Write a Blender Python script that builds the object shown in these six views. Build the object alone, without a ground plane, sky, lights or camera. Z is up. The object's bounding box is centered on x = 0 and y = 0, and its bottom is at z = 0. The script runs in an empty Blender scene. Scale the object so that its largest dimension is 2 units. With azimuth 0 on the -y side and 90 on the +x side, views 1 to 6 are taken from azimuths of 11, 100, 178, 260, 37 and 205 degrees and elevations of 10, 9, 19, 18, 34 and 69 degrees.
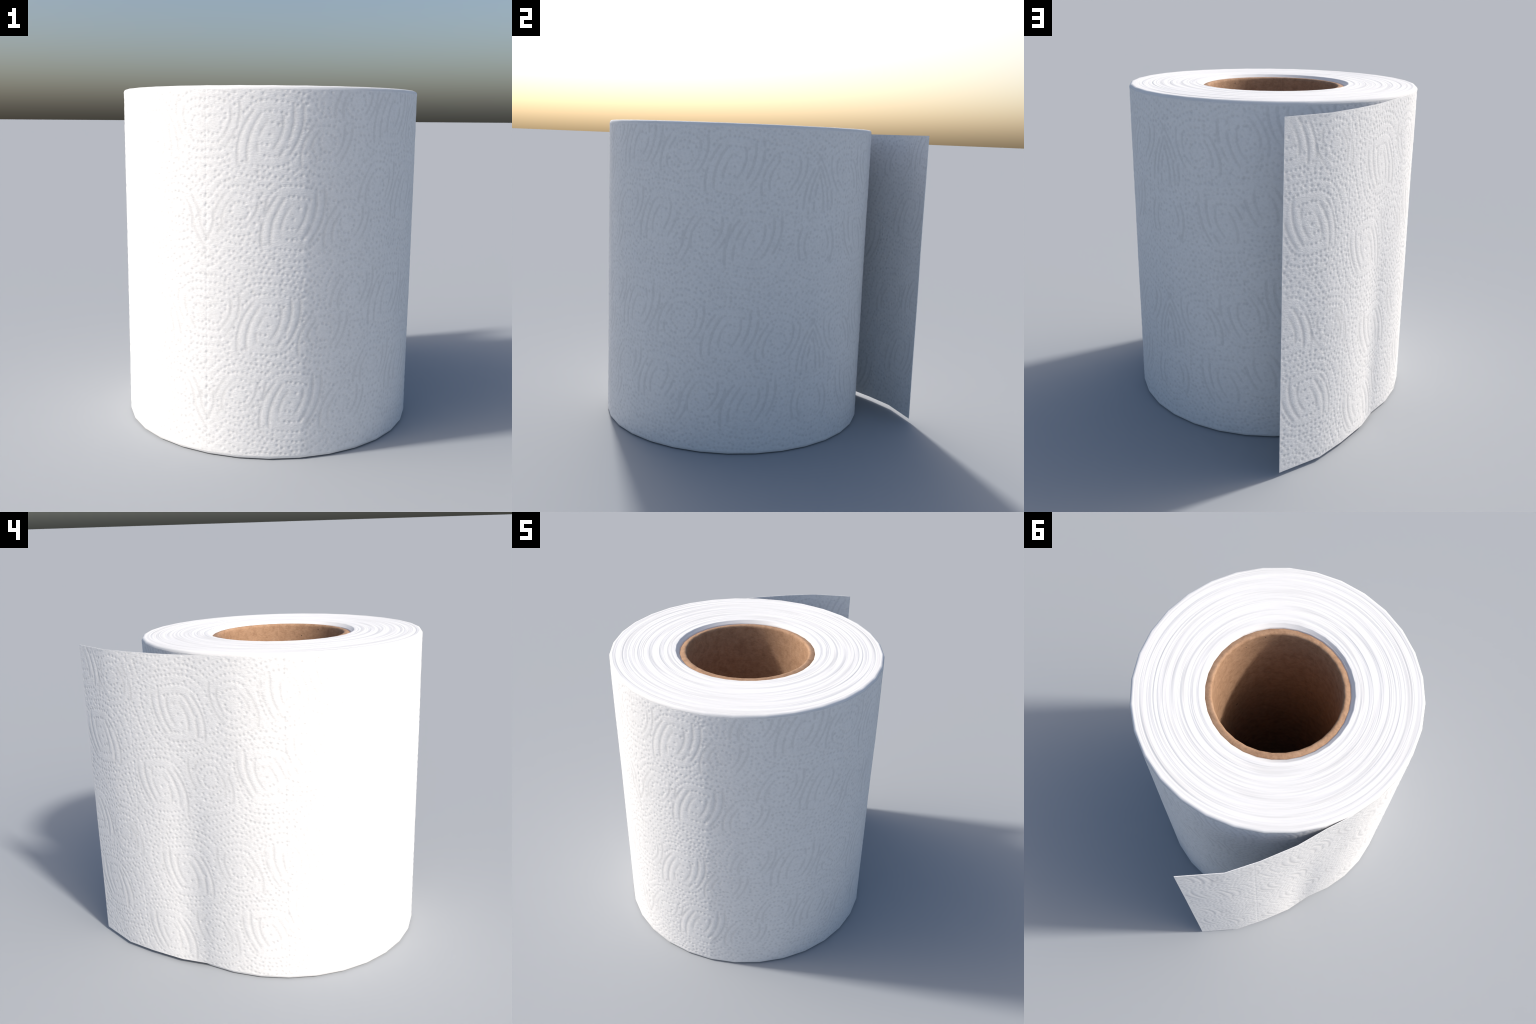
"""A roll of embossed white tissue on a cardboard tube, its last sheet hanging loose."""
import bpy
import math
import numpy as np

RNG = np.random.default_rng(20)

# ------------------------------------------------------------------ sizes
R = 0.8235                 # corner radius of the 32-sided roll
AXIS_Y = -1.0 + R          # the roll axis stands at x = 0, y = AXIS_Y
HEIGHT = 1.857
SIDES = 32
STEP = 2 * math.pi / SIDES
BEVEL_Z = 0.016            # height of the rounded rim of the winding
BEVEL_R = 0.016
SHEET_Z0, SHEET_Z1 = BEVEL_Z, HEIGHT - BEVEL_Z
PERIOD = HEIGHT / 2        # the embossing repeats twice over the height
TUBE_OUT, TUBE_IN = 0.410, 0.369
TUBE_DROP = 0.019          # the tube ends this far inside the winding
LEAVE = math.radians(146.25)   # where the loose sheet leaves the roll
GRID = 0.0036
SHEET_THICK = 0.003


def facet(theta, r):
    """Radius of a regular 32-gon (corner radius r) in direction theta."""
    a = np.mod(theta, STEP) - STEP / 2
    return r * math.cos(STEP / 2) / np.cos(a)


# ------------------------------------------------------------------ materials
def new_material(name):
    m = bpy.data.materials.new(name)
    m.use_nodes = True
    nt = m.node_tree
    for n in list(nt.nodes):
        nt.nodes.remove(n)
    out = nt.nodes.new("ShaderNodeOutputMaterial")
    bsdf = nt.nodes.new("ShaderNodeBsdfPrincipled")
    nt.links.new(bsdf.outputs["BSDF"], out.inputs["Surface"])
    return m, nt, bsdf


def node(nt, kind, **kw):
    n = nt.nodes.new(kind)
    for k, v in kw.items():
        if k in n.inputs.keys():
            n.inputs[k].default_value = v
        else:
            setattr(n, k, v)
    return n


def math_node(nt, op, a, b=None, c=None):
    n = nt.nodes.new("ShaderNodeMath")
    n.operation = op
    for i, v in enumerate((a, b, c)):
        if v is None:
            continue
        if isinstance(v, (int, float)):
            n.inputs[i].default_value = v
        else:
            nt.links.new(v, n.inputs[i])
    return n.outputs[0]


def ramp(nt, fac, stops):
    n = nt.nodes.new("ShaderNodeValToRGB")
    while len(n.color_ramp.elements) < len(stops):
        n.color_ramp.elements.new(0.5)
    for e, (p, c) in zip(n.color_ramp.elements, stops):
        e.position = p
        e.color = (*c, 1) if len(c) == 3 else c
    nt.links.new(fac, n.inputs["Fac"])
    return n.outputs["Color"]


def mix(nt, fac, a, b, blend="MIX"):
    n = nt.nodes.new("ShaderNodeMix")
    n.data_type = "RGBA"
    n.blend_type = blend
    for sock, v in ((n.inputs[0], fac), (n.inputs[6], a), (n.inputs[7], b)):
        if isinstance(v, (int, float)):
            sock.default_value = v
        elif isinstance(v, tuple):
            sock.default_value = (*v, 1)
        else:
            nt.links.new(v, sock)
    return n.outputs[2]


PAPER = (0.827, 0.827, 0.829)


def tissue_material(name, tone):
    """Creped tissue; tone < 1 darkens the paper to paint shading into the dents."""
    m, nt, b = new_material(name)
    tc = node(nt, "ShaderNodeTexCoord")
    # faint cloudy density of the fibres
    cloud = node(nt, "ShaderNodeTexNoise", Scale=9.0, Detail=5.0, Roughness=0.6)
    nt.links.new(tc.outputs["Object"], cloud.inputs["Vector"])
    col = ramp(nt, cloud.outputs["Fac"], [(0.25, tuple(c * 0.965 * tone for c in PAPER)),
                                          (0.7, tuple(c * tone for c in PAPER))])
    pebble = node(nt, "ShaderNodeTexNoise", Scale=62.0, Detail=3.0, Roughness=0.6)
    nt.links.new(tc.outputs["Object"], pebble.inputs["Vector"])
    col = mix(nt, 1.0, col, ramp(nt, pebble.outputs["Fac"], [(0.34, (0.93, 0.93, 0.93)),
                                                             (0.56, (1.0, 1.0, 1.0))]), "MULTIPLY")
    nt.links.new(col, b.inputs["Base Color"])
    b.inputs["Roughness"].default_value = 0.85
    b.inputs["Specular IOR Level"].default_value = 0.25
    # creping: fine slanting grain
    mp = node(nt, "ShaderNodeMapping")
    mp.inputs["Rotation"].default_value = (0.6, 0.6, 0.0)
    mp.inputs["Scale"].default_value = (60, 60, 190)
    nt.links.new(tc.outputs["Object"], mp.inputs["Vector"])
    grain = node(nt, "ShaderNodeTexNoise", Scale=1.0, Detail=3.0, Roughness=0.6)
    nt.links.new(mp.outputs["Vector"], grain.inputs["Vector"])
    bump = node(nt, "ShaderNodeBump", Strength=0.40, Distance=0.004)
    nt.links.new(grain.outputs["Fac"], bump.inputs["Height"])
    nt.links.new(bump.outputs["Normal"], b.inputs["Normal"])
    return m


def winding_material():
    """Edges of the wound layers: streaks that run round the axis."""
    m, nt, b = new_material("wound_paper_edges")
    tc = node(nt, "ShaderNodeTexCoord")
    sep = node(nt, "ShaderNodeSeparateXYZ")
    nt.links.new(tc.outputs["Object"], sep.inputs[0])
    x, y, z = sep.outputs
    rad = math_node(nt, "SQRT", math_node(nt, "ADD", math_node(nt, "MULTIPLY", x, x),
                                          math_node(nt, "MULTIPLY", y, y)))
    ux = math_node(nt, "DIVIDE", x, rad)
    uy = math_node(nt, "DIVIDE", y, rad)

    def streak(freq, round_scale, detail):
        cmb = node(nt, "ShaderNodeCombineXYZ")
        nt.links.new(math_node(nt, "MULTIPLY", ux, round_scale), cmb.inputs[0])
        nt.links.new(math_node(nt, "MULTIPLY", uy, round_scale), cmb.inputs[1])
        nt.links.new(math_node(nt, "MULTIPLY", rad, freq), cmb.inputs[2])
        n = node(nt, "ShaderNodeTexNoise", Scale=1.0, Detail=detail, Roughness=0.55)
        nt.links.new(cmb.outputs[0], n.inputs["Vector"])
        return n.outputs["Fac"]

    broad = streak(30.0, 1.1, 2.0)
    fine = streak(170.0, 1.6, 2.0)
    tone = math_node(nt, "ADD", math_node(nt, "MULTIPLY", broad, 0.65),
                     math_node(nt, "MULTIPLY", fine, 0.35))
    col = ramp(nt, tone, [(0.36, tuple(c * 0.86 for c in PAPER)),
                          (0.50, tuple(c * 0.97 for c in PAPER)),
                          (0.60, PAPER)])
    nt.links.new(col, b.inputs["Base Color"])
    b.inputs["Roughness"].default_value = 0.85
    b.inputs["Specular IOR Level"].default_value = 0.25
    bump = node(nt, "ShaderNodeBump", Strength=0.2, Distance=0.006)
    nt.links.new(fine, bump.inputs["Height"])
    nt.links.new(bump.outputs["Normal"], b.inputs["Normal"])
    return m


def cardboard_material():
    m, nt, b = new_material("brown_cardboard")
    tc = node(nt, "ShaderNodeTexCoord")
    obj = tc.outputs["Object"]
    mott = node(nt, "ShaderNodeTexNoise", Scale=22.0, Detail=6.0, Roughness=0.65)
    nt.links.new(obj, mott.inputs["Vector"])
    mp = node(nt, "ShaderNodeMapping")
    mp.inputs["Scale"].default_value = (55, 55, 110)
    nt.links.new(obj, mp.inputs["Vector"])
    fib = node(nt, "ShaderNodeTexNoise", Scale=1.0, Detail=4.0, Roughness=0.7)
    nt.links.new(mp.outputs["Vector"], fib.inputs["Vector"])
    base = ramp(nt, mott.outputs["Fac"], [(0.30, (0.335, 0.195, 0.115)),
                                          (0.52, (0.435, 0.265, 0.160)),
                                          (0.75, (0.480, 0.305, 0.195))])
    base = mix(nt, 0.35, base, ramp(nt, fib.outputs["Fac"],
                                    [(0.35, (0.50, 0.48, 0.48)), (0.6, (1, 1, 1))]), "MULTIPLY")
    # a few dark flecks of recycled print
    vor = node(nt, "ShaderNodeTexVoronoi", Scale=11.0)
    nt.links.new(obj, vor.inputs["Vector"])
    keep = node(nt, "ShaderNodeSeparateColor")
    nt.links.new(vor.outputs["Color"], keep.inputs[0])
    near = math_node(nt, "LESS_THAN", vor.outputs["Distance"],
                     math_node(nt, "MULTIPLY", keep.outputs[0], 0.11))
    fleck = math_node(nt, "MULTIPLY", near, math_node(nt, "GREATER_THAN", keep.outputs[1], 0.45))
    base = mix(nt, math_node(nt, "MULTIPLY", fleck, 0.75), base, (0.05, 0.035, 0.03))
    # overlap seams of the spiral-wound board, seen as thin upright lines
    sep = node(nt, "ShaderNodeSeparateXYZ")
    nt.links.new(obj, sep.inputs[0])
    ang = math_node(nt, "ARCTAN2", sep.outputs[1], sep.outputs[0])
    seam = math_node(nt, "LESS_THAN", math_node(
        nt, "ABSOLUTE", math_node(nt, "SUBTRACT", math_node(nt, "MODULO", math_node(
            nt, "ADD", ang, 7.0), math.pi / 2), 0.55)), 0.006)
    base = mix(nt, math_node(nt, "MULTIPLY", seam, 0.25), base, (0.52, 0.33, 0.22))
    nt.links.new(base, b.inputs["Base Color"])
    b.inputs["Roughness"].default_value = 0.8
    b.inputs["Specular IOR Level"].default_value = 0.3
    bump = node(nt, "ShaderNodeBump", Strength=0.3, Distance=0.004)
    nt.links.new(fib.outputs["Fac"], bump.inputs["Height"])
    nt.links.new(bump.outputs["Normal"], b.inputs["Normal"])
    return m


# ------------------------------------------------------------------ mesh helper
def grid_mesh(name, points, normals, materials, wrap_u=False, flip=False, slots=None):
    """Quad mesh over an (nu, nv, 3) array of points with given smooth normals."""
    nu, nv = points.shape[:2]
    idx = np.arange(nu * nv).reshape(nu, nv)
    if wrap_u:
        idx = np.vstack([idx, idx[:1]])
    a, b, c, d = idx[:-1, :-1], idx[1:, :-1], idx[1:, 1:], idx[:-1, 1:]
    quads = np.stack([a, b, c, d] if not flip else [a, d, c, b], axis=-1).reshape(-1, 4)
    return raw_mesh(name, points.reshape(-1, 3), normals.reshape(-1, 3), quads, materials, slots)


def raw_mesh(name, verts, normals, quads, materials, slots=None):
    me = bpy.data.meshes.new(name)
    me.vertices.add(len(verts))
    me.vertices.foreach_set("co", np.ascontiguousarray(verts, np.float32).ravel())
    me.loops.add(quads.size)
    me.loops.foreach_set("vertex_index", np.ascontiguousarray(quads, np.int32).ravel())
    me.polygons.add(len(quads))
    me.polygons.foreach_set("loop_start", np.arange(0, quads.size, 4, dtype=np.int32))
    me.polygons.foreach_set("use_smooth", np.ones(len(quads), bool))
    me.update(calc_edges=True)
    me.validate()
    me.normals_split_custom_set_from_vertices(np.asarray(normals, float).tolist())
    for m in materials:
        me.materials.append(m)
    if slots is not None:
        me.polygons.foreach_set("material_index", np.ascontiguousarray(slots, np.int32).ravel())
    return me


def unit(v):
    return v / np.maximum(np.linalg.norm(v, axis=-1, keepdims=True), 1e-12)


# ------------------------------------------------------------------ the sheet's run in plan
# Unrolled coordinate X: 0 at the free edge, along the loose sheet to where it leaves the
# roll, then once round the roll.  Plan points of the loose run, relative to the axis.
def loose_run(hinge_r):
    h = math.radians(135)
    corner = [(-0.0135, 0.9988 - AXIS_Y), (-0.232, 0.864 - AXIS_Y), (-0.365, 0.726 - AXIS_Y),
              (-0.499, 0.562 - AXIS_Y), (hinge_r * math.cos(h), hinge_r * math.sin(h)),
              (R * math.cos(LEAVE), R * math.sin(LEAVE))]
    return np.array(corner)


RUN_MID = loose_run(0.831)
RUN_LEN = np.hypot(*np.diff(RUN_MID, axis=0).T)
X_LEAVE = float(RUN_LEN.sum())
X_SEAM = X_LEAVE + R * math.radians(22.5)       # 168.75 degrees


def x_of_angle(deg):
    return X_SEAM + R * math.radians(deg - 168.75)


X_END = x_of_angle(146.25 + 360)

# ------------------------------------------------------------------ embossing
# Dents stand on rings round medallions: "oval" (leaning, closely pricked flanks),
# "flower" (round, empty heart), "arch" (pointed).  Rings spread until they meet the
# rings of the next medallion.
def rho(kind, lean, dx, dz):
    if kind == "oval":
        p = 3.0
        xs = dx - lean * 0.32 * dz
        zs = dz + lean * 0.15 * dx - 0.004
        return ((np.abs(xs) / 0.0545) ** p + (np.abs(zs) / 0.0530) ** p) ** (1 / p)
    if kind == "flower":
        return (np.hypot(dx, dz * 0.95) - 0.043) / 0.037 + 1.0
    if kind == "arch":
        up = np.abs(dx) / 0.036 + (np.maximum(dz, 0) / 0.12) ** 2
        down = np.maximum(np.abs(dx) / 0.036, -dz / 0.055)
        return np.where(dz > 0, up, down)
    raise ValueError(kind)


def ring_points(kind, lean, k):
    """Closed contour rho = k about the medallion's centre."""
    phi = np.linspace(0, 2 * np.pi, 721)
    lo, hi = np.zeros_like(phi), np.full_like(phi, 1.2)
    for _ in range(40):
        mid = (lo + hi) / 2
        inside = rho(kind, lean, mid * np.cos(phi), mid * np.sin(phi)) < k
        lo, hi = np.where(inside, mid, lo), np.where(inside, hi, mid)
    return lo * np.cos(phi), lo * np.sin(phi)


# per side: distance from the middle, half length, bow
STROKES = {
    "oval": [(s * x, h, b) for s in (-1, 1) for x, h, b in
             ((0.054, 0.072, 0.30), (0.100, 0.108, 0.22), (0.146, 0.120, 0.18))],
    "flower": [(s * x, h, b) for s in (-1, 1) for x, h, b in
               ((0.084, 0.070, 0.22), (0.124, 0.095, 0.18))],
    "arch": [(s * x, h, b) for s in (-1, 1) for x, h, b in
             ((0.034, 0.090, 0.90), (0.068, 0.115, 0.92), (0.102, 0.138, 0.94))],
}
QUILT = []      # (x0, x1, medallions) of every zone, for the pillowed bands between the rings


def emboss_zone(x0, x1, medallions):
    """Dents (x, z, tangent angle, line-like) in the strip x0..x1."""
    full = [(k, x, z + j * PERIOD, ln) for k, x, z, ln in medallions for j in (-1, 0, 1)]
    QUILT.append((x0, x1, full))
    dents = []
    cell = {}
    # upright bowed strokes nested left and right of each medallion
    for i, (kind, mx, mz, lean) in enumerate(full):
        for x_off, half, bow in STROKES.get(kind, ()):
            n = max(3, int(2 * half / 0.0165))
            t = np.linspace(-1, 1, n) + RNG.uniform(-0.3, 0.3) / n
            pz = mz + half * t + lean * 0.012 * np.sign(x_off)
            px = mx + x_off * (1 - bow * t * t) + lean * 0.30 * half * t
            if kind == "arch":                   # two strokes lean together into a point
                u = (t + 1) / 2
                px, pz = mx + x_off * (1 - bow * u * u), mz - 0.065 + 2 * half * u
            own = rho(kind, lean, px - mx, pz - mz)
            ok = (px > x0) & (px < x1) & (pz >= 0) & (pz < PERIOD) & (RNG.random(n) > 0.06)
            for j, (k2, x2, z2, l2) in enumerate(full):
                if j != i:
                    ok &= rho(k2, l2, px - x2, pz - z2) > own - (3 if kind == "arch" else 0.7)
            ang = np.arctan2(np.gradient(pz), np.gradient(px))
            for a, b, tt in zip(px[ok], pz[ok], ang[ok]):
                cell.setdefault((int(a // 0.03), int(b // 0.03)), []).append((a, b))
                dents.append((a, b, tt, True))
    for ring in range(0, 6):
        for i, (kind, mx, mz, lean) in enumerate(full):
            if not (-0.25 < mz < PERIOD + 0.25):
                continue
            if ring == 0:
                if kind == "oval":
                    px, pz, tang, line = np.array([mx]), np.array([mz]), np.array([0.0]), np.array([False])
                else:
                    continue
            else:
                cx, cz = ring_points(kind, lean, ring)
                tx, tz = np.gradient(cx), np.gradient(cz)
                ds = np.hypot(np.diff(cx), np.diff(cz))
                pitch = np.full(len(cx) - 1, 0.0255)
                pos = np.r_[0, np.cumsum(ds / pitch)]
                n = max(5, int(round(pos[-1])))
                at = (np.arange(n) + RNG.random()) / n * pos[-1]
                px = mx + np.interp(at, pos, cx)
                pz = mz + np.interp(at, pos, cz)
                tang = np.interp(at, pos, np.unwrap(np.arctan2(tz, tx)))
                line = np.zeros(n, bool)
                px = px + RNG.uniform(-0.0022, 0.0022, n)
                pz = pz + RNG.uniform(-0.0022, 0.0022, n)
            own = rho(kind, lean, px - mx, pz - mz)
            ok = (px > x0) & (px < x1) & (pz >= 0) & (pz < PERIOD)
            for j, (k2, x2, z2, l2) in enumerate(full):
                if j != i:
                    ok &= rho(k2, l2, px - x2, pz - z2) > own - 1e-6
            for a, b, t, ln in zip(px[ok], pz[ok], tang[ok], line[ok]):
                key = (int(a // 0.03), int(b // 0.03))
                close = False
                for ii in (-1, 0, 1):
                    for jj in (-1, 0, 1):
                        for (qa, qb) in cell.get((key[0] + ii, key[1] + jj), ()):
                            if (qa - a) ** 2 + (qb - b) ** 2 < 0.0185 ** 2:
                                close = True
                if close:
                    continue
                cell.setdefault(key, []).append((a, b))
                dents.append((a, b, t, ln))
    # slanting rows of single dents fill what the rings leave over
    slant = 0.55 * (1 if medallions[0][3] >= 0 else -1)
    ru, rv = 0.0245, 0.0230
    for i in range(int((x1 - x0) / ru) + 1):
        for j in range(int(PERIOD / rv) + 1):
            a = x0 + (i + 0.5 * (j % 2)) * ru + RNG.uniform(-0.002, 0.002)
            b = (j * rv - slant * (a - x0)) % PERIOD
            key = (int(a // 0.03), int(b // 0.03))
            if a > x1 or any((qa - a) ** 2 + (qb - b) ** 2 < 0.0208 ** 2
                             for ii in (-1, 0, 1) for jj in (-1, 0, 1)
                             for qa, qb in cell.get((key[0] + ii, key[1] + jj), ())):
                continue
            if any(k == "flower" and math.hypot(a - x, b - z) < 0.040 or
                   k == "oval" and rho(k, l, a - x, b - z) < 3 for k, x, z, l in full):
                continue
            cell.setdefault(key, []).append((a, b))
            dents.append((a, b, 0.0, False))
    return dents


W = R * math.pi / 2      # a printed sheet: a quarter turn


def quarter(start_deg, right_half, mirrored=False):
    c = x_of_angle(start_deg + 45)
    left = [("oval", -0.332, 0.700, 1), ("flower", -0.052, 0.662, 1), ("oval", -0.216, 0.300, 1),
            ("flower", -0.478, 0.337, 1), ("flower", -0.610, 0.745, 1), ("flower", -0.700, 0.25, 1)]
    meds = left + right_half
    if mirrored:
        meds = [(k, -x, z, -l) for k, x, z, l in meds]
    return emboss_zone(c - W / 2, c + W / 2, [(k, c + x, z, l) for k, x, z, l in meds])


CHEVRON = [("arch", 0.168, 0.540, 1), ("flower", 0.168, 0.275, 0), ("flower", 0.386, 0.660, -1),
           ("oval", 0.664, 0.700, -1), ("oval", 0.547, 0.300, -1)]
LEANING = [("oval", 0.380, 0.805, 1), ("oval", 0.540, 0.402, 1), ("flower", 0.265, 0.450, 1),
           ("flower", 0.660, 0.770, 1), ("flower", 0.115, 0.860, 1), ("flower", 0.07, 0.27, 1)]
FREE = [("oval", 0.730, 0.594, -1), ("oval", 0.600, 0.175, -1), ("flower", 1.055, 0.662, -1),
        ("flower", 0.905, 0.240, -1), ("oval", 0.160, 0.400, -1), ("flower", 0.300, 0.760, -1),
        ("oval", 0.020, 0.820, -1), ("oval", 1.220, 0.280, -1), ("oval", 1.360, 0.690, -1)]

dents = []
dents += emboss_zone(0.008, X_SEAM, FREE)
dents += quarter(168.75, LEANING, mirrored=True)
dents += quarter(258.75, LEANING)
dents += quarter(348.75, CHEVRON)
dents += quarter(438.75, LEANING, mirrored=True)
SEAMS = [0.415, X_SEAM, x_of_angle(258.75), x_of_angle(348.75), x_of_angle(438.75)]

# columns of the unrolled sheet: every facet corner falls on a column
cuts = [0.0]
for L in list(RUN_LEN):
    cuts.append(cuts[-1] + L)
while cuts[-1] < X_END - 1e-6:
    cuts.append(cuts[-1] + R * STEP)
cols = [0.0]
for a, b in zip(cuts[:-1], cuts[1:]):
    n = int(math.ceil((b - a) / GRID))
    cols += list(a + (b - a) * np.arange(1, n + 1) / n)
X = np.array(cols)
leave_col = int(np.argmin(np.abs(X - X_LEAVE)))
nz = int(math.ceil((SHEET_Z1 - SHEET_Z0) / GRID)) + 1
Z = np.linspace(SHEET_Z0, SHEET_Z1, nz)

DEPTH = 0.0019
H = np.zeros((len(X), nz))
PILLOW = np.zeros_like(H)
SHADE_MASK = np.zeros_like(H)
HX = np.zeros_like(H)
HZ = np.zeros_like(H)
for (dx, dz, t, line) in dents:
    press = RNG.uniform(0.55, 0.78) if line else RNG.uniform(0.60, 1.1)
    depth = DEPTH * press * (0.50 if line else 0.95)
    s_t, s_n = (0.0110, 0.0064) if line else (0.0062, 0.0058)
    ct, st = math.cos(t), math.sin(t)
    for rep in (0, 1):
        zc = dz + rep * PERIOD
        i0, i1 = np.searchsorted(X, (dx - 0.03, dx + 0.03))
        j0, j1 = np.searchsorted(Z, (zc - 0.03, zc + 0.03))
        if i0 == i1 or j0 == j1:
            continue
        ex = (X[i0:i1] - dx)[:, None]
        ez = (Z[j0:j1] - zc)[None, :]
        a, b = ex * ct + ez * st, -ex * st + ez * ct
        g = -depth * np.exp(-0.5 * ((a / s_t) ** 2 + (b / s_n) ** 2))
        ga, gb = -g * a / s_t ** 2, -g * b / s_n ** 2
        H[i0:i1, j0:j1] += g
        SHADE_MASK[i0:i1, j0:j1] -= g / depth * press
        HX[i0:i1, j0:j1] += ga * ct - gb * st
        HZ[i0:i1, j0:j1] += ga * st + gb * ct
# paper pillows up between the pricked lines, most along the flanks of the ovals
for x0, x1, meds in QUILT:
    i0, i1 = np.searchsorted(X, (x0, x1))
    zt = np.linspace(0, PERIOD, int(PERIOD / 0.004), endpoint=False)
    gx, gz = np.meshgrid(X[i0:i1], zt, indexing="ij")
    best = np.full(gx.shape, 9.0)
    pill = np.zeros(gx.shape)
    for kind, mx, mz, lean in meds:
        near = rho(kind, lean, gx - mx, gz - mz)
        dz = gz - mz
        xs = np.abs(gx - mx - lean * 0.30 * dz) / (0.0475 * (1 - 0.2 * np.minimum((dz / 0.11) ** 2, 1)))
        amp = {"oval": 0.00026, "flower": 0.0002, "arch": 0.0}[kind]
        window = np.clip((0.145 - np.abs(dz)) / 0.05, 0, 1) * np.clip((3.6 - xs) / 0.5, 0, 1)
        h = -amp * np.cos(2 * math.pi * xs) * window * np.clip(xs - 0.4, 0, 1)
        take = near < best
        pill[take] = h[take]
        best = np.minimum(best, near)
    for j in range(nz):
        t = (Z[j] % PERIOD) / PERIOD * len(zt)
        a, w = int(t), t - int(t)
        PILLOW[i0:i1, j] = pill[:, a % len(zt)] * (1 - w) + pill[:, (a + 1) % len(zt)] * w
for axis in (0, 1):      # round the creases where two rings meet
    PILLOW = (np.roll(PILLOW, 1, axis) + 2 * PILLOW + np.roll(PILLOW, -1, axis)) / 4
SHADE_MASK *= np.clip(np.minimum(Z - SHEET_Z0, SHEET_Z1 - Z) / 0.012, 0, 1)[None, :]
H += PILLOW
HX += np.gradient(PILLOW, X, axis=0)
HZ += np.gradient(PILLOW, Z, axis=1)
for s in SEAMS:
    ex = (X - s)[:, None]
    g = -0.0005 * np.exp(-0.5 * (ex / 0.0035) ** 2)
    H += g
    HX += -g * ex / 0.0035 ** 2
# soft unevenness of the hand-thick winding
for _ in range(14):
    kx, kz = RNG.normal(0, 9), RNG.normal(0, 6)
    ph, am = RNG.uniform(0, 6.28), 0.00025
    w = kx * X[:, None] + kz * Z[None, :] + ph
    H += am * np.sin(w)
    HX += am * kx * np.cos(w)
    HZ += am * kz * np.cos(w)
# the layer under the loose sheet lies one sheet deeper
under = np.clip(1 - (X_END - X) / 0.20, 0, 1)[:, None]
H -= 0.005 * under * under * (3 - 2 * under)
# the relief dies out at the rim of the roll and at the free edge
edge = np.minimum(Z - SHEET_Z0, SHEET_Z1 - Z)
fade = np.clip(edge / 0.012, 0, 1)[None, :]
H, HX, HZ = H * fade, HX * fade, HZ * fade

# base points and smooth base normals
THETA = LEAVE + (X - X_LEAVE) / R
rr = facet(THETA, R)
base = np.zeros((len(X), nz, 3))
nrm = np.zeros_like(base)
roll = slice(leave_col, len(X))
base[roll, :, 0] = (rr * np.cos(THETA))[roll, None]
base[roll, :, 1] = (rr * np.sin(THETA))[roll, None]
nrm[roll, :, 0] = np.cos(THETA)[roll, None]
nrm[roll, :, 1] = np.sin(THETA)[roll, None]
base[:, :, 2] = Z[None, :]
corner_x = np.r_[0, np.cumsum(RUN_LEN)]
for j in range(nz):
    up = Z[j] / HEIGHT
    run = loose_run(0.827 + 0.009 * up)          # the fold is deeper near the floor
    low = np.clip((1.70 - Z[j]) / 1.35, 0, 1)
    low = low * low * (3 - 2 * low)
    # direction each corner faces (degrees): an even curl above, a buckle towards the floor
    face = np.radians([122, 129, 138, 144 + 8 * low, 145 - 10 * low, 146.25])
    vn = np.stack([np.cos(face), np.sin(face)], 1)
    xs = X[:leave_col]
    for k in (0, 1):
        base[:leave_col, j, k] = np.interp(xs, corner_x, run[:, k])
        nrm[:leave_col, j, k] = np.interp(xs, corner_x, vn[:, k])
nrm = unit(nrm)
# the loose sheet is a little shorter than the roll
free = np.clip((X_LEAVE - X) / 0.18, 0, 1)[:, None]
free = free * free * (3 - 2 * free)
zshift = 0.004 * (1 - 2 * (Z - SHEET_Z0) / (SHEET_Z1 - SHEET_Z0))[None, :] * free
base[:, :, 2] += zshift
tang = np.stack([-nrm[..., 1], nrm[..., 0], np.zeros_like(nrm[..., 0])], -1)
upv = np.zeros_like(nrm)
upv[..., 2] = 1
sheet_n = unit(nrm - HX[..., None] * tang - HZ[..., None] * upv)
sheet_p = base + (H + 0.0005)[..., None] * nrm
# lean of the normals at the rim, shared with the winding's rounded edge
RIM = 0.30
for j, s in ((0, -1), (nz - 1, 1)):
    sel = slice(leave_col, len(X))
    sheet_n[sel, j] = unit(nrm[sel, j] + s * RIM * upv[sel, j])

tissue = [tissue_material("embossed_tissue", 1.0), tissue_material("tissue_darkened_dent_shade", 0.945),
          tissue_material("tissue_darkened_dent_core", 0.895)]
pressed = SHADE_MASK[:-1, :-1] + SHADE_MASK[1:, :-1] + SHADE_MASK[1:, 1:] + SHADE_MASK[:-1, 1:]  # picks dent faces whose colour is darkened so their shadow shows in dim light
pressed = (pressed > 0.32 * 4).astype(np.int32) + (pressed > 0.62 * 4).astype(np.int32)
edges = winding_material()
board = cardboard_material()

root = bpy.data.objects.new("tissue_roll", None)
root.location = (0, AXIS_Y, 0)
bpy.context.collection.objects.link(root)
root["label"] = "white embossed toilet paper roll with loose sheet and cardboard tube"
root["category"] = "toilet paper"


def add_part(name, me):
    ob = bpy.data.objects.new(name, me)
    bpy.context.collection.objects.link(ob)
    ob.parent = root
    return ob


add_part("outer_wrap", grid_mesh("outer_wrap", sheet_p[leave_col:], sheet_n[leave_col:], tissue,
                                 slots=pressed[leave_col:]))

# loose sheet: outside, inside and a thin edge all round
fp, fn = sheet_p[:leave_col + 1], sheet_n[:leave_col + 1]
ip = fp - SHEET_THICK * nrm[:leave_col + 1]
nu = leave_col + 1
ids = np.arange(nu * nz).reshape(nu, nz)
off = nu * nz


def quads_of(i):
    return np.stack([i[:-1, :-1], i[1:, :-1], i[1:, 1:], i[:-1, 1:]], -1).reshape(-1, 4)


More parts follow.
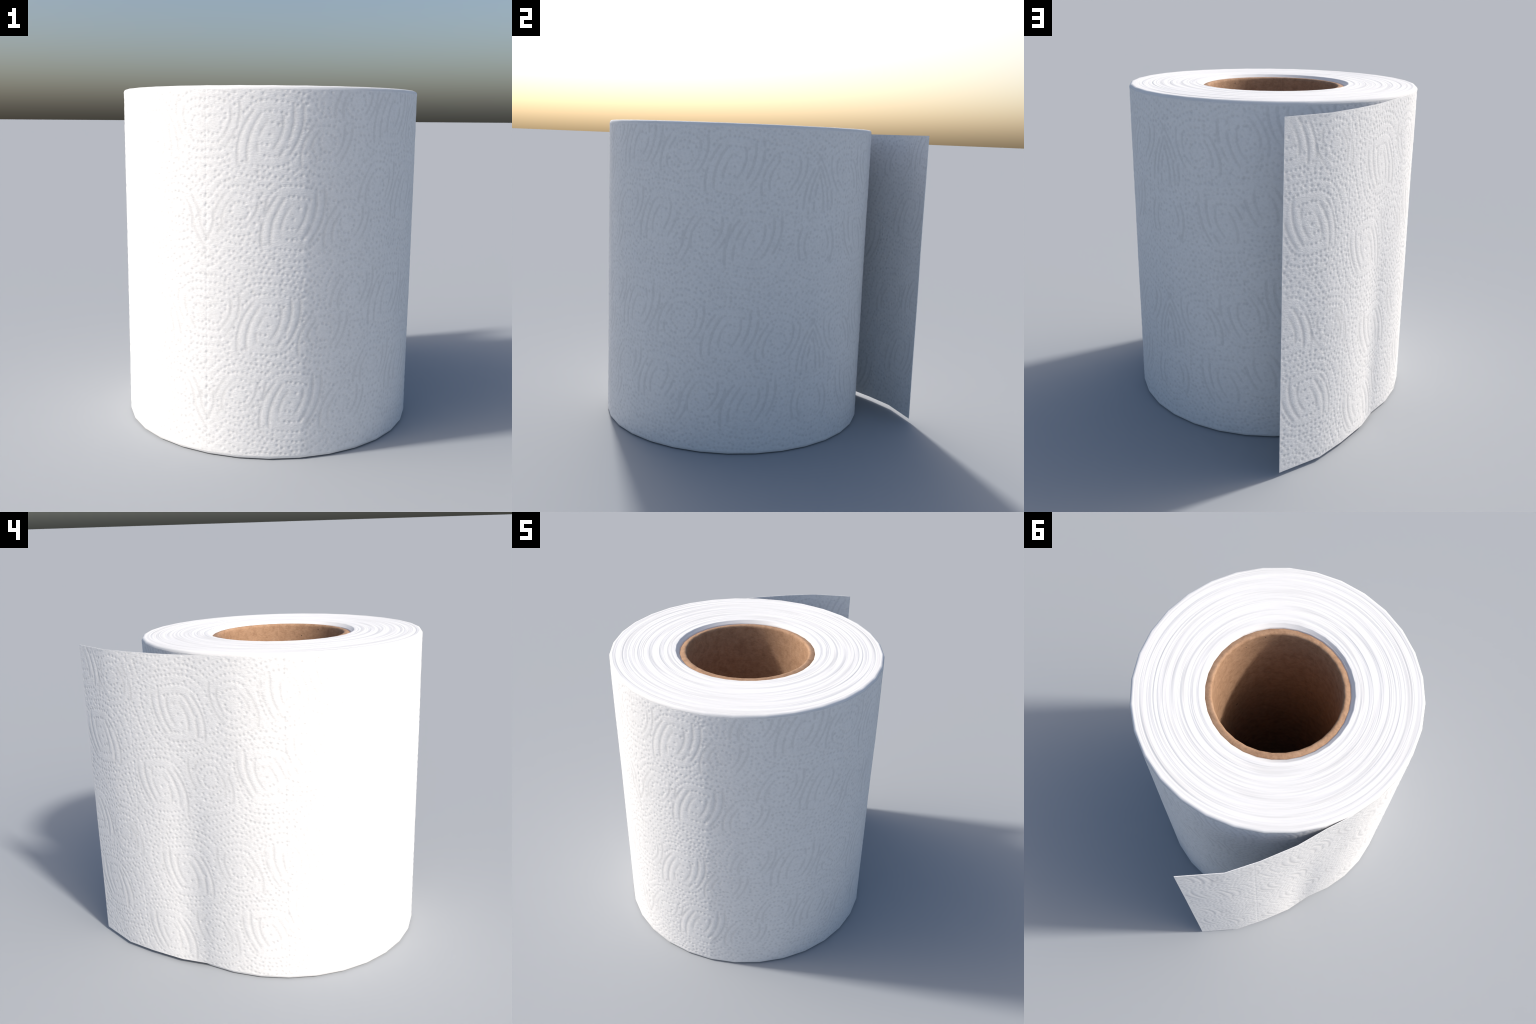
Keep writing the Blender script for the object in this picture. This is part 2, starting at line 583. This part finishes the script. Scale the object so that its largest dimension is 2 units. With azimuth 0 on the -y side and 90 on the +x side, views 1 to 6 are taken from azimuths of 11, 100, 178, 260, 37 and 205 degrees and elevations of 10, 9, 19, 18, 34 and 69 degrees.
q = [quads_of(ids), quads_of(ids + off)[:, ::-1]]
verts = [fp.reshape(-1, 3), ip.reshape(-1, 3)]
norms = [fn.reshape(-1, 3), -fn.reshape(-1, 3)]
base_i = 2 * off
for line, n_edge in ((ids[0, :], -tang[0, 0]), (ids[:, 0], np.array([0, 0, -1.0])),
                     (ids[:, -1], np.array([0, 0, 1.0]))):
    k = len(line)
    verts += [fp.reshape(-1, 3)[line], ip.reshape(-1, 3)[line]]
    norms += [np.tile(n_edge, (2 * k, 1))]
    a = np.arange(k) + base_i
    strip = np.stack([a[:-1], a[1:], a[1:] + k, a[:-1] + k], -1)
    pts = np.vstack([fp.reshape(-1, 3)[line], ip.reshape(-1, 3)[line]])
    c0, c1, c2 = pts[k // 2], pts[k // 2 + 1], pts[k // 2 + 1 + k]
    if np.dot(np.cross(c1 - c0, c2 - c1), n_edge) < 0:
        strip = strip[:, ::-1]
    q.append(strip)
    base_i += 2 * k
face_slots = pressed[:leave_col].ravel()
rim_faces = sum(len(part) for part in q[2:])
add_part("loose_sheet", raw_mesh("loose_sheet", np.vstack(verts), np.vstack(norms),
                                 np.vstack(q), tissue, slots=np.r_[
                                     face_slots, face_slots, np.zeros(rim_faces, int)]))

# ------------------------------------------------------------------ wound layers (end faces)
SUB = 12
NA = SIDES * SUB
ang = np.arange(NA) / NA * 2 * math.pi
flat_r = np.linspace(R - BEVEL_R, TUBE_OUT + 0.026, 170)
prof = [(R, HEIGHT - BEVEL_Z)]
for t in (22, 45, 68):
    a = math.radians(t)
    prof.append((R - BEVEL_R + BEVEL_R * math.cos(a), HEIGHT - BEVEL_Z + BEVEL_Z * math.sin(a)))
prof += [(r, HEIGHT) for r in flat_r]
prof += [(TUBE_OUT + 0.0235, HEIGHT - 0.0010), (TUBE_OUT + 0.0205, HEIGHT - 0.0035),
         (TUBE_OUT + 0.014, HEIGHT - 0.0095), (TUBE_OUT + 0.007, HEIGHT - 0.0150),
         (TUBE_OUT - 0.001, HEIGHT - 0.0210), (TUBE_OUT - 0.002, HEIGHT - 0.060)]
prof = np.array(prof)


def wound_end(name, top):
    r = np.tile(prof[:, 0], (NA, 1))
    zz = np.tile(prof[:, 1], (NA, 1))
    th = np.tile(ang[:, None], (1, len(prof)))
    rf = facet(th, r)

    def relief_at(rad, an):
        """Height of the layer edges: rings of uneven width, drifting a little round the axis."""
        out = np.zeros_like(rad)
        gen = np.random.default_rng(5 if top else 6)
        for _ in range(90):
            wl = math.exp(gen.uniform(math.log(0.006), math.log(0.075)))
            m = int(gen.integers(-3, 4))
            out += 0.0048 * wl * gen.uniform(0.4, 1) * np.sin(
                2 * math.pi * rad / wl + m * an + gen.uniform(0, 6.28)
                + 1.3 * np.sin(an + gen.uniform(0, 6.28)) + 0.7 * np.sin(2 * an + gen.uniform(0, 6.28)))
        gate = (np.clip((R - BEVEL_R * 0.9 - rad) / 0.010, 0, 1)
                * np.clip((rad - TUBE_OUT - 0.020) / 0.02, 0, 1))
        return np.minimum(out - 0.0006, 0.0008) * gate

    e = 0.0012
    slope = (relief_at(rf + e, th) - relief_at(rf - e, th)) / (2 * e)
    zz = np.minimum(zz + relief_at(rf, th), HEIGHT + 0.0002)
    dprof = np.gradient(prof, axis=0)
    pn = unit(np.stack([-dprof[:, 1], dprof[:, 0]], 1))
    pn *= np.where(pn[:, 1:] == 0, 1, np.sign(pn[:, 1:]))
    pn[0] = unit(np.array([1.0, RIM]))
    pn[-1] = (-1.0, 0.0)
    nr = pn[None, :, 0] - slope
    n = unit(np.stack([nr * np.cos(th), nr * np.sin(th),
                       np.broadcast_to(pn[None, :, 1], nr.shape)], -1))
    p = np.stack([rf * np.cos(th), rf * np.sin(th), zz], -1)
    if not top:
        p[..., 2] = HEIGHT - p[..., 2]
        n = n * np.array([1, 1, -1.0])
    add_part(name, grid_mesh(name, p, n, [edges], wrap_u=True, flip=not top))


wound_end("wound_layers", True)
wound_end("wound_layers.001", False)

# ------------------------------------------------------------------ cardboard tube
z0, z1 = TUBE_DROP - 0.006, HEIGHT - TUBE_DROP + 0.006
# rounded rim: a long outer slope, the crest close to the bore
RIM_SHAPE = [(TUBE_OUT, 0.060), (TUBE_OUT, 0.010), (TUBE_OUT - 0.008, 0.0052),
             (TUBE_OUT - 0.018, 0.0018), (TUBE_IN + 0.014, 0.0), (TUBE_IN + 0.006, 0.002),
             (TUBE_IN + 0.001, 0.008), (TUBE_IN, 0.018)]
loop = [(r, z1 - d) for r, d in RIM_SHAPE]
loop += [(TUBE_IN, z) for z in np.linspace(z1 - 0.05, z0 + 0.05, 24)]
loop += [(r, z0 + d) for r, d in RIM_SHAPE[::-1]] + [RIM_SHAPE[0][:1] + (z1 - 0.060,)]
loop = np.array(loop)
ang_t = np.arange(SIDES * 4) / (SIDES * 4) * 2 * math.pi
d = np.diff(loop, axis=0)
sn = unit(np.stack([d[:, 1], -d[:, 0]], 1))
vn = unit(np.vstack([sn[:1] + sn[-1:], sn[:-1] + sn[1:], sn[:1] + sn[-1:]]))
rf = facet(ang_t[:, None], loop[None, :, 0])
tp = np.stack([rf * np.cos(ang_t)[:, None], rf * np.sin(ang_t)[:, None],
               np.tile(loop[:, 1], (len(ang_t), 1))], -1)
tn = np.stack([np.cos(ang_t)[:, None] * vn[None, :, 0], np.sin(ang_t)[:, None] * vn[None, :, 0],
               np.tile(vn[:, 1], (len(ang_t), 1))], -1)
add_part("cardboard_tube", grid_mesh("cardboard_tube", tp, tn, [board], wrap_u=True))
